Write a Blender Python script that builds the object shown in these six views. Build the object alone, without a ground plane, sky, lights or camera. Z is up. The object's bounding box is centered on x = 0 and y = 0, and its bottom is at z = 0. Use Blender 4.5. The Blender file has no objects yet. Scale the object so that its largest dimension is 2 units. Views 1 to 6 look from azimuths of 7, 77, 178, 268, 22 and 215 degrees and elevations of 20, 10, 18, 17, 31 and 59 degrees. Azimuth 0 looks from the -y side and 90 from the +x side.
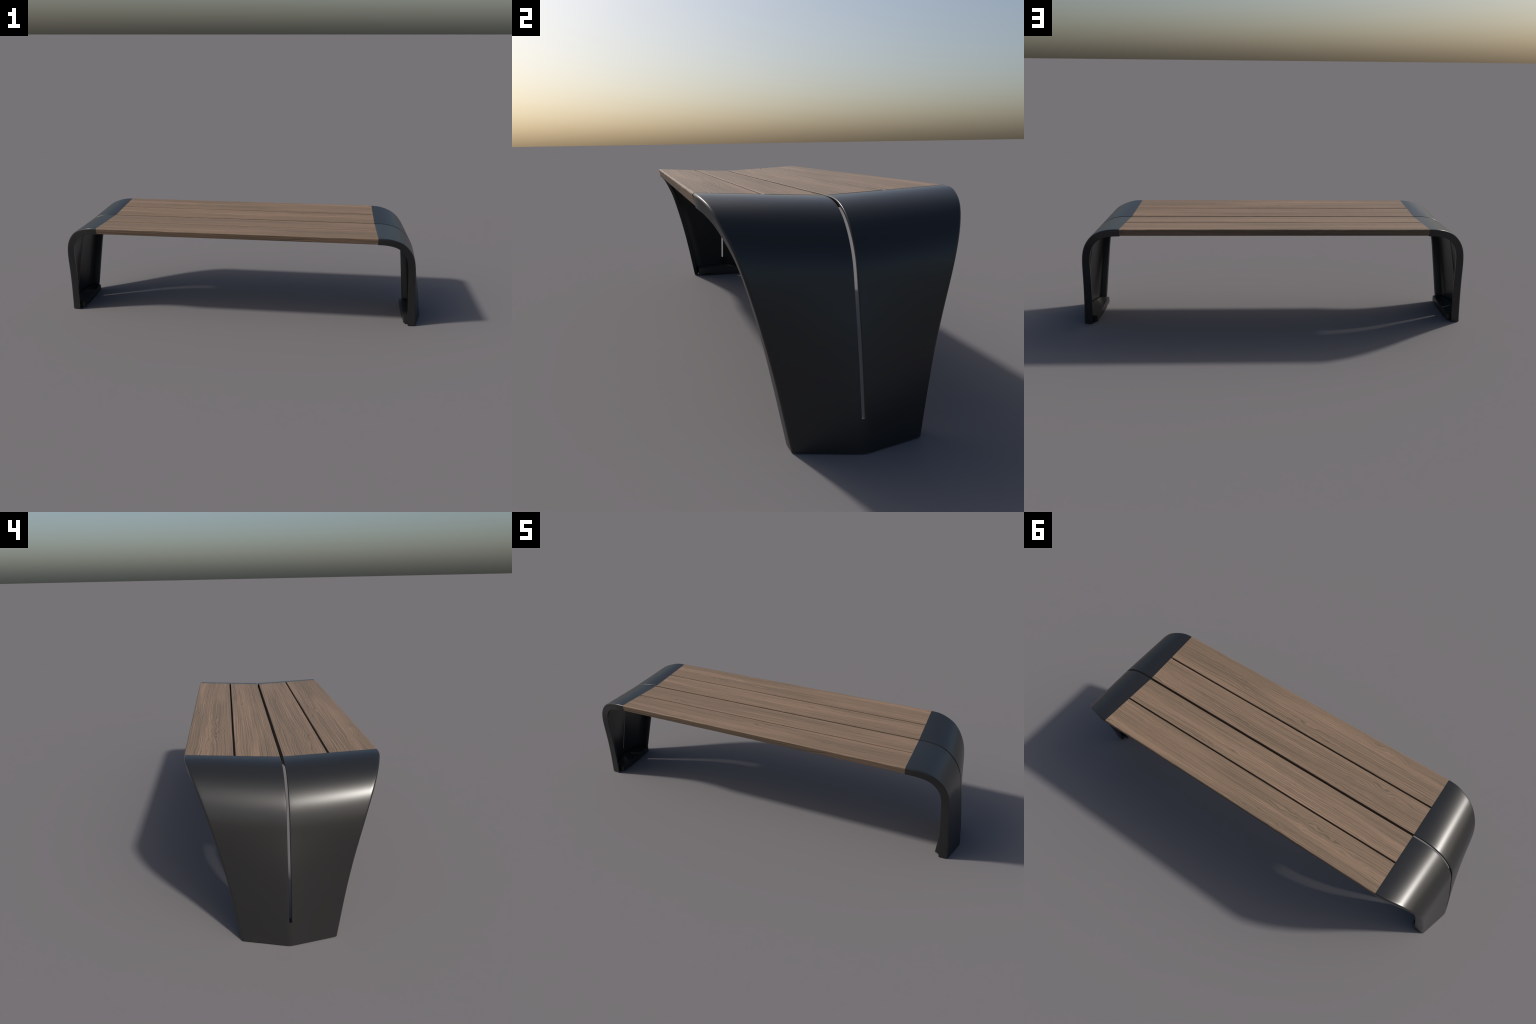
"""Backless park bench: four timber planks between two bent dark steel end legs.
Every leg is a V-folded, tapering sheet with a deep rim on both sides, split by a
narrow slot along the fold, with a bolted-down base plate standing inside its foot."""
import bpy, bmesh, math, random
import numpy as np
from mathutils import Vector

random.seed(7)
rng = np.random.default_rng(7)

# ------------------------------------------------------------------ sizes (m)
SEAT_END = 0.7190          # |x| where timber meets steel
SEAT_HALF = 0.3156         # half width of the seat
SEAT_Z_FOLD = 0.5232       # top of the seat along the centre fold
SEAT_Z_EDGE = 0.5388       # top of the seat along the long edges
PLANK_THICK = 0.0325
CENTRE_GAP = 0.0104
SIDE_GAP = 0.0068         # between the two boards of each half
SHEET = 0.0070             # thickness of the steel sheet
SLOT_HALF = 0.0041         # half width of the slot along the fold
SLOT_END_Z = 0.0725        # where the slot stops above the ground
LIP = 0.0165               # width of the rim's inner edge
FLANK, FLANK_DROP = 0.0190, 0.0270   # where the wall behind that edge meets the sheet

# profile of the rim (x, y, z) and of the fold (x, z), from seat down to foot
RIM = [(0.690, 0.3160, 0.5390), (0.719, 0.3156, 0.5388), (0.7600, 0.3128, 0.5370), (0.8016, 0.3030, 0.5274),
       (0.8424, 0.2905, 0.5084), (0.8772, 0.2748, 0.4751), (0.9058, 0.2550, 0.4268), (0.9230, 0.2330, 0.3588),
       (0.9330, 0.2067, 0.2658), (0.9446, 0.1780, 0.1458), (0.9600, 0.1492, 0.0), (0.9640, 0.1430, -0.03)]
FOLD = [(0.690, 0.5232), (0.719, 0.5232), (0.7890, 0.5190), (0.8523, 0.4957), (0.8966, 0.4548), (0.9263, 0.4044),
        (0.9418, 0.3427), (0.9566, 0.2719), (0.9717, 0.1908), (0.9865, 0.0987), (1.0000, 0.0), (1.0040, -0.03)]


def spline(points, n):
    """Natural cubic spline through the points, n samples evenly spaced by length."""
    p = np.array(points, float)
    t = np.concatenate([[0], np.cumsum(np.linalg.norm(np.diff(p, axis=0), axis=1))])
    h = np.diff(t)
    m = len(t)
    a, b = np.eye(m), np.zeros_like(p)
    for i in range(1, m - 1):
        a[i, i - 1:i + 2] = h[i - 1], 2 * (h[i - 1] + h[i]), h[i]
        b[i] = 6 * ((p[i + 1] - p[i]) / h[i] - (p[i] - p[i - 1]) / h[i - 1])
    k = np.linalg.solve(a, b)
    u = np.linspace(0, t[-1], n)
    j = np.clip(np.searchsorted(t, u, side='right') - 1, 0, m - 2)
    d, hh = (u - t[j])[:, None], h[j][:, None]
    e = hh - d
    return (k[j] * e ** 3 + k[j + 1] * d ** 3) / (6 * hh) + (p[j] / hh - k[j] * hh / 6) * e + (p[j + 1] / hh - k[j + 1] * hh / 6) * d


# ------------------------------------------------------------------ materials
def new_material(name):
    m = bpy.data.materials.new(name)
    m.use_nodes = True
    nt = m.node_tree
    nt.nodes.clear()
    out = nt.nodes.new('ShaderNodeOutputMaterial')
    bsdf = nt.nodes.new('ShaderNodeBsdfPrincipled')
    nt.links.new(bsdf.outputs[0], out.inputs[0])
    return m, nt, bsdf


class Nodes:
    """Small helper to write node trees as expressions."""
    def __init__(self, nt):
        self.nt = nt

    def put(self, socket, value):
        if isinstance(value, bpy.types.NodeSocket):
            self.nt.links.new(value, socket)
        else:
            socket.default_value = value

    def math(self, op, a, b=0.0, clamp=False):
        n = self.nt.nodes.new('ShaderNodeMath')
        n.operation, n.use_clamp = op, clamp
        self.put(n.inputs[0], a)
        self.put(n.inputs[1], b)
        return n.outputs[0]

    def xyz(self, x, y, z):
        n = self.nt.nodes.new('ShaderNodeCombineXYZ')
        for s, v in zip(n.inputs, (x, y, z)):
            self.put(s, v)
        return n.outputs[0]

    def noise(self, vector, scale=1.0, detail=2.0, rough=0.5, distortion=0.0):
        n = self.nt.nodes.new('ShaderNodeTexNoise')
        self.put(n.inputs['Vector'], vector)
        n.inputs['Scale'].default_value = scale
        n.inputs['Detail'].default_value = detail
        n.inputs['Roughness'].default_value = rough
        n.inputs['Distortion'].default_value = distortion
        return n.outputs['Fac']

    def remap(self, v, lo, hi, a=0.0, b=1.0):
        n = self.nt.nodes.new('ShaderNodeMapRange')
        n.interpolation_type = 'SMOOTHSTEP'
        self.put(n.inputs[0], v)
        for i, q in enumerate((lo, hi, a, b)):
            n.inputs[i + 1].default_value = q
        return n.outputs[0]

    def mix(self, fac, a, b):
        n = self.nt.nodes.new('ShaderNodeMix')
        n.data_type = 'RGBA'
        self.put(n.inputs[0], fac)
        for s, v in ((n.inputs[6], a), (n.inputs[7], b)):
            self.put(s, v if isinstance(v, bpy.types.NodeSocket) else (*v, 1.0))
        return n.outputs[2]

    def bump(self, height, strength, distance, normal=None):
        n = self.nt.nodes.new('ShaderNodeBump')
        n.inputs['Strength'].default_value = strength
        n.inputs['Distance'].default_value = distance
        self.put(n.inputs['Height'], height)
        if normal is not None:
            self.put(n.inputs['Normal'], normal)
        return n.outputs[0]


def steel_material(name, colour, roughness):
    m, nt, bsdf = new_material(name)
    g = Nodes(nt)
    co = nt.nodes.new('ShaderNodeTexCoord').outputs['Object']
    cloud = g.noise(co, 6.0, 1.0)
    g.put(bsdf.inputs['Base Color'], g.mix(cloud, [c * 0.97 for c in colour], [c * 1.03 for c in colour]))
    bsdf.inputs['Roughness'].default_value = roughness
    bsdf.inputs['Metallic'].default_value = METAL
    bsdf.inputs['Specular IOR Level'].default_value = SPEC
    return m


def timber_material(name, shade):
    m, nt, bsdf = new_material(name)
    g = Nodes(nt)
    co = nt.nodes.new('ShaderNodeTexCoord').outputs['Object']
    info = nt.nodes.new('ShaderNodeObjectInfo')
    sep = nt.nodes.new('ShaderNodeSeparateXYZ')
    nt.links.new(co, sep.inputs[0])
    mul = lambda a, b: g.math('MULTIPLY', a, b)
    add = lambda a, b: g.math('ADD', a, b)
    centred = lambda a: g.math('SUBTRACT', a, 0.5)
    shift = mul(info.outputs['Random'], 23.0)
    x = add(sep.outputs['X'], shift)
    # across-the-grain coordinate; the side faces continue it through z
    y = add(sep.outputs['Y'], mul(sep.outputs['Z'], 0.9))
    # slow wander of the fibres, plus swirls where the grain flows round hidden knots
    wander = g.noise(g.xyz(mul(x, 1.5), mul(y, 6.0), shift), 1.0, 1.0)
    swirl = g.noise(g.xyz(mul(x, 11.0), mul(y, 34.0), shift), 1.0, 1.5)
    ripple = g.noise(g.xyz(mul(x, 26.0), mul(y, 70.0), shift), 1.0, 1.0)
    knot = g.remap(g.noise(g.xyz(mul(x, 2.8), mul(y, 12.0), 4.0), 1.0, 1.0), 0.50, 0.68)
    warp = add(mul(centred(wander), 0.026), mul(mul(centred(swirl), 0.040), add(mul(knot, 0.9), 0.10)))
    warp = add(warp, mul(centred(ripple), 0.0034))
    yw = add(y, warp)
    # fibres: bands of uneven width running along x
    fibre = g.noise(g.xyz(mul(x, 1.3), mul(yw, 200.0), shift), 1.0, 1.0, 0.5)
    thread = g.noise(g.xyz(mul(x, 2.0), mul(yw, 390.0), shift), 1.0, 1.0, 0.5)
    fine = g.noise(g.xyz(mul(x, 6.0), mul(yw, 640.0), shift), 1.0, 2.0)
    broad = g.noise(g.xyz(mul(x, 1.1), mul(yw, 16.0), shift), 1.0, 2.0)
    # growth lines: fairly even fine stripes whose spacing and strength drift
    drift = g.noise(g.xyz(mul(x, 1.4), mul(yw, 45.0), shift), 1.0, 1.0)
    phase = add(mul(yw, 2 * math.pi / 0.0080), mul(centred(drift), 15.0))
    stripe = add(mul(g.math('SINE', phase), 0.5), 0.5)
    strength = g.remap(g.noise(g.xyz(mul(x, 2.4), mul(yw, 30.0), 2.0), 1.0, 1.0), 0.32, 0.56, 0.30, 1.0)
    stripe = add(0.5, mul(centred(stripe), strength))
    ridge = add(add(mul(g.remap(fibre, 0.40, 0.60), 0.28), mul(g.remap(thread, 0.38, 0.62), 0.20)), mul(stripe, 0.52))
    patch = g.remap(broad, 0.48, 0.70)
    tone = add(mul(ridge, 0.92), mul(patch, 0.28))
    tone = g.math('ADD', add(tone, -0.10), mul(centred(fine), 0.26), clamp=True)
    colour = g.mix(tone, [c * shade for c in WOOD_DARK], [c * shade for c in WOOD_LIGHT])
    pore = g.remap(g.noise(g.xyz(mul(x, 30.0), mul(yw, 800.0), shift), 1.0, 0.0), 0.66, 0.74)
    colour = g.mix(mul(pore, 0.30), colour, [c * shade * 0.6 for c in WOOD_DARK])
    g.put(bsdf.inputs['Base Color'], colour)
    bsdf.inputs['Roughness'].default_value = 0.60
    bsdf.inputs['Specular IOR Level'].default_value = 0.30
    height = add(mul(ridge, 0.7), mul(fine, 0.35))
    g.put(bsdf.inputs['Normal'], g.bump(height, 0.6, 0.0009))
    return m


METAL, SPEC = 0.0, 0.54
WOOD_DARK = (0.138, 0.103, 0.068)
WOOD_LIGHT = (0.318, 0.206, 0.138)
STEEL = steel_material('dark_coated_steel', (0.0170, 0.0170, 0.0170), 0.303)
PLATE = steel_material('black_base_steel', (0.0170, 0.0170, 0.0170), 0.36)
RUBBER = steel_material('black_rubber', (0.0080, 0.0080, 0.0080), 0.60)
TIMBER = timber_material('weathered_timber', 1.0)
TIMBER_DARKER = timber_material('timber_darker_side', 0.70)  # same timber pattern with its base colour at 0.70, used on the plank side faces


def add_object(name, bm, material, parent, angle=38):
    me = bpy.data.meshes.new(name)
    bmesh.ops.recalc_face_normals(bm, faces=bm.faces[:])
    bm.to_mesh(me)
    bm.free()
    me.materials.append(material)
    me.polygons.foreach_set('use_smooth', [True] * len(me.polygons))
    me.set_sharp_from_angle(angle=math.radians(angle))
    ob = bpy.data.objects.new(name, me)
    bpy.context.scene.collection.objects.link(ob)
    ob.parent = parent
    w = ob.modifiers.new('weighted_normals', 'WEIGHTED_NORMAL')
    w.keep_sharp = True
    return ob


# ------------------------------------------------------------------ steel leg
STATIONS = 110
rim = spline(RIM, STATIONS)
fold2 = spline(FOLD, STATIONS)
fold = np.stack([fold2[:, 0], np.zeros(STATIONS), fold2[:, 1]], 1)
along = np.gradient(rim, axis=0)
along /= np.linalg.norm(along, axis=1)[:, None]
arc = np.linspace(0, 1, STATIONS)


def unit(v):
    return v / np.linalg.norm(v, axis=-1, keepdims=True)


def sheet_point(t):
    """Outer skin at fraction t from fold to rim, the fold softened by a small radius."""
    eps = 0.045
    s = (np.sqrt(t * t + eps * eps) - eps) / (math.sqrt(1 + eps * eps) - eps)
    # round the bend the halves are dished very slightly instead of dead flat
    k = 0.32 * np.exp(-((arc - 0.34) / 0.20) ** 2)[:, None]
    s = (1 - k) * s + k * t * t
    p = fold * (1 - s) + rim * s
    p[:, 1] = rim[:, 1] * t
    return p


def sheet_normal(t):
    d = sheet_point(min(t + 1e-3, 1.0)) - sheet_point(max(t - 1e-3, 0.0))
    n = np.cross(d, np.gradient(sheet_point(t), axis=0))
    n = unit(n)
    n[n[:, 0] + n[:, 2] < 0] *= -1      # pointing up and outwards
    return n


def leg_rings():
    """Closed cross-section (list of point arrays, one array of stations per point) of one half."""
    rim_depth = 0.0355 + 0.0055 * np.clip((arc - 0.35) / 0.6, 0, 1)
    width = rim[:, 1:2]
    pts, slot = [], []

    def at(dist, depth):                # dist from fold (m), depth under the outer skin
        t = dist / width[:, 0]
        out = np.empty((STATIONS, 3))
        for i in np.unique(np.round(t, 9)):
            pick = np.round(t, 9) == i
            out[pick] = (sheet_point(i) - sheet_normal(i) * np.broadcast_to(depth, (STATIONS,))[:, None])[pick]
        return out

    def frac(t, depth=0.0):
        return sheet_point(t) - sheet_normal(t) * depth

    def frac_of(f):                     # sheet underside, f of the way from fold to the flank
        return at((width[:, 0] - FLANK - 0.032) * f, SHEET)

    h, r = SLOT_HALF, 0.0024
    # slot wall from inside out, with rounded outer edge
    for d, z in ((h + 0.0006, SHEET), (h, SHEET - 0.0006), (h, r)):
        pts.append((d, z))
    for a in (25, 50, 72, 90):
        a = math.radians(a)
        pts.append((h + r - r * math.cos(a), r - r * math.sin(a)))
    rows, centre = [], []
    for d, z in pts:
        rows.append(at(d, z))
        solid = SHEET if z > 0.5 * SHEET else 0.0     # below the slot the sheet runs through
        centre.append(sheet_point(0.0) - sheet_normal(1e-3) * solid * np.array([1, 0, 1]))
    centre_flag = len(rows)
    for t in (0.06, 0.1, 0.16, 0.25, 0.4, 0.55, 0.7, 0.82, 0.9, 0.95):
        rows.append(frac(t))
    # rounded corner onto the side of the rim
    n1 = sheet_normal(1.0)
    side = np.tile([0.0, 1.0, 0.0], (STATIONS, 1))
    inward = unit(sheet_point(0.98) - sheet_point(1.0))
    down = -n1.copy()
    down[:, 1] = -0.20 + 0.24 * np.clip(arc / 0.75, 0, 1)
    down = unit(down)
    R = 0.0068
    corner = sheet_point(1.0)
    for a in (0, 18, 36, 54, 72, 90):
        a = math.radians(a)
        rows.append(corner + inward * R * (1 - math.sin(a)) + down * R * (1 - math.cos(a)))
    bottom = corner + down * rim_depth[:, None]
    rows.append(corner + down * (rim_depth[:, None] * 0.55))
    r2 = 0.0016
    for a in (0, 30, 60, 90):
        a = math.radians(a)
        rows.append(bottom + inward * r2 * (1 - math.cos(a)) - down * r2 * (1 - math.sin(a)))
    lip = bottom + inward * LIP
    rows.append(lip - inward * r2)
    rows.append(lip - down * r2)
    # wall behind the rim's inner edge, ending in a crease; then the sheet thins out
    crease = bottom + inward * FLANK - down * FLANK_DROP
    rows.append(crease)
    crease_depth = rim_depth - FLANK_DROP
    for k in (0.12, 0.3, 0.5, 0.7, 0.87, 1.0):
        ease = (1 - k) ** 2
        rows.append(at(width[:, 0] - FLANK - 0.002 - 0.030 * k, SHEET + (crease_depth - SHEET) * ease))
    for f in (0.62, 0.4, 0.2):
        rows.append(frac_of(f))
    return rows, centre, centre_flag


def build_leg():
    rows, centre, nc = leg_rings()
    open_ring = np.stack(rows, 1)                     # station, point, xyz
    closed = open_ring.copy()
    closed[:, :nc] = np.stack(centre, 1)
    closed[:, :nc, 1] = 0.0
    stop = int(np.argmax(fold[:, 2] < SLOT_END_Z))    # first station below the slot's end
    f = (fold[stop - 1, 2] - SLOT_END_Z) / (fold[stop - 1, 2] - fold[stop, 2])
    between = lambda r: [r[stop - 1] * (1 - f) + r[stop] * f]
    rings = list(open_ring[:stop]) + between(open_ring) + between(closed) + list(closed[stop:])
    n = len(rows)
    bm = bmesh.new()
    for sy in (1, -1):
        grid = [[bm.verts.new((p[0], p[1] * sy, p[2])) for p in ring] for ring in rings]
        for i in range(len(rings) - 1):
            for j in range(n):
                k = (j + 1) % n
                q = [grid[i][j], grid[i][k], grid[i + 1][k], grid[i + 1][j]]
                if all(abs(v.co.y) < 1e-7 for v in q):
                    continue
                bm.faces.new(q)
    bmesh.ops.remove_doubles(bm, verts=bm.verts[:], dist=1e-5)
    bmesh.ops.dissolve_degenerate(bm, edges=bm.edges[:], dist=1e-6)
    # trim: butt against the timber, stand on the ground
    for co, no in (((0, 0, 0), (0, 0, -1)), ((SEAT_END, 0, 0), (-1, 0, 0))):
        cut = bmesh.ops.bisect_plane(bm, geom=bm.verts[:] + bm.edges[:] + bm.faces[:], dist=1e-6,
                                     plane_co=co, plane_no=no, clear_outer=True)
        edges = [e for e in cut['geom_cut'] if isinstance(e, bmesh.types.BMEdge)]
        made = bmesh.ops.edgenet_fill(bm, edges=edges)['faces']
        if no[2] and made:                            # soften the foot's outline
            ring = list({e for f in made for e in f.edges})
            bmesh.ops.bevel(bm, geom=ring, offset=0.0022, segments=2, affect='EDGES', clamp_overlap=True)
    return bm


def build_base_plate():
    """Solid pad inside the foot: straight inner face, pointed outer side following the fold."""
    bm = bmesh.new()
    x0, y0, z1 = 0.8980, 0.1320, 0.0360
    plan = [(x0, -y0), (x0, -0.094), (x0, -0.072), (x0, 0.072), (x0, 0.094), (x0, y0), (0.9440, y0), (0.9870, 0.0), (0.9440, -y0)]
    top = [bm.verts.new((x, y, z1)) for x, y in plan]
    low = [bm.verts.new((x, y, 0.0070)) for x, y in plan]
    n = len(plan)
    bm.faces.new(top)
    bm.faces.new(low[::-1])
    for i in range(n):
        bm.faces.new((low[i], low[(i + 1) % n], top[(i + 1) % n], top[i]))
    bmesh.ops.recalc_face_normals(bm, faces=bm.faces[:])
    edges = [e for e in bm.edges if all(v.co.z > 0.03 for v in e.verts)
             or (abs(abs(e.verts[0].co.y) - y0) < 1e-6 and abs(e.verts[0].co.z - e.verts[1].co.z) > 0.01)]
    bmesh.ops.bevel(bm, geom=edges, offset=0.0016, segments=2, affect='EDGES')
    return bm


def build_skid():
    """Lower bar under the middle of the base plate."""
    bm = bmesh.new()
    bmesh.ops.create_cube(bm, size=1.0)
    for v in bm.verts:
        v.co = Vector((0.9225 + v.co.x * 0.049, v.co.y * 0.143, 0.0045 + v.co.z * 0.007))
    return bm


def build_foot_pad():
    bm = bmesh.new()
    bmesh.ops.create_cone(bm, cap_ends=True, segments=32, radius1=0.0165, radius2=0.0165, depth=0.0080)
    bmesh.ops.bevel(bm, geom=[e for e in bm.edges if abs(e.verts[0].co.z - e.verts[1].co.z) < 1e-6],
                    offset=0.001, segments=2, affect='EDGES')
    return bm


# ------------------------------------------------------------------ plank
def build_plank(y0, y1, outer_side):
    """Timber board between y0 and y1 with eased edges; the outer edge is worn unevenly."""
    slope = (SEAT_Z_EDGE - SEAT_Z_FOLD) / SEAT_HALF
    top = lambda y: SEAT_Z_FOLD + slope * abs(y)
    xs = np.linspace(-SEAT_END + 0.0006, SEAT_END - 0.0006, 121)
    wear = np.zeros_like(xs)
    for k in range(6):
        wear += np.sin(xs * rng.uniform(6, 48) + rng.uniform(0, 6.3)) / (1 + k * 0.4)
    wear /= np.abs(wear).max()
    bm = bmesh.new()
    rings = []
    for x, w in zip(xs, wear):
        ring = []
        corners = [(y0, 1, 1), (y1, -1, 1), (y1, -1, -1), (y0, 1, -1)]
        for ci, (y, inward, up) in enumerate(corners):
            is_outer = (outer_side > 0 and y == y1) or (outer_side < 0 and y == y0)
            r = 0.0020
            if is_outer:
                r = 0.0060 + 0.0012 * w if up > 0 else 0.0030
            shift = 0.0062 * inward if (is_outer and up < 0) else (math.copysign(slope * PLANK_THICK, y) if up < 0 else 0.0)   # side leans in a little
            base = top(y) if up > 0 else top(y) - PLANK_THICK
            cy, cz = y + shift + inward * r, base - up * r
            a0 = {0: 180, 1: 90, 2: 0, 3: 270}[ci]
            for s in range(5):
                a = math.radians(a0 - 90 * s / 4)
                ring.append(bm.verts.new((x, cy + r * math.cos(a), cz + r * math.sin(a))))
        rings.append(ring)
    n = len(rings[0])
    for a, b in zip(rings[:-1], rings[1:]):
        for j in range(n):
            k = (j + 1) % n
            bm.faces.new((a[j], a[k], b[k], b[j]))
    bm.faces.new(rings[0])
    bm.faces.new(rings[-1][::-1])
    return bm


# ------------------------------------------------------------------ assemble
bench = bpy.data.objects.new('park_bench', None)
bpy.context.scene.collection.objects.link(bench)
bench['label'] = 'backless bench with four timber planks and dark steel legs'
bench['category'] = 'bench'

mid, g, c = 0.1525, SIDE_GAP / 2, CENTRE_GAP / 2
for lo, hi, outer in ((-SEAT_HALF, -mid - g, -1), (-mid + g, -c, 0), (c, mid - g, 0), (mid + g, SEAT_HALF, 1)):
    plank = add_object('seat_plank', build_plank(lo, hi, outer), TIMBER, bench, 50)
    plank.data.materials.append(TIMBER_DARKER)
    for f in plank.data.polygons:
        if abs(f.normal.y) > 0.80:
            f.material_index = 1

leg = add_object('leg', build_leg(), STEEL, bench, 48)
plate = add_object('base_plate', build_base_plate(), PLATE, leg, 30)
skid = add_object('base_skid', build_skid(), PLATE, leg, 30)
pads = []
pad = add_object('foot_pad', build_foot_pad(), RUBBER, leg, 40)
pad.location = (0.917, 0.112, 0.0040)
other_pad = pad.copy()
bpy.context.scene.collection.objects.link(other_pad)
other_pad.location.y = -0.112

# the second end is the same leg turned half round
leg2 = leg.copy()
bpy.context.scene.collection.objects.link(leg2)
leg2.rotation_euler = (0, 0, math.pi)
for part in (plate, skid, pad, other_pad):
    c = part.copy()
    bpy.context.scene.collection.objects.link(c)
    c.parent = leg2
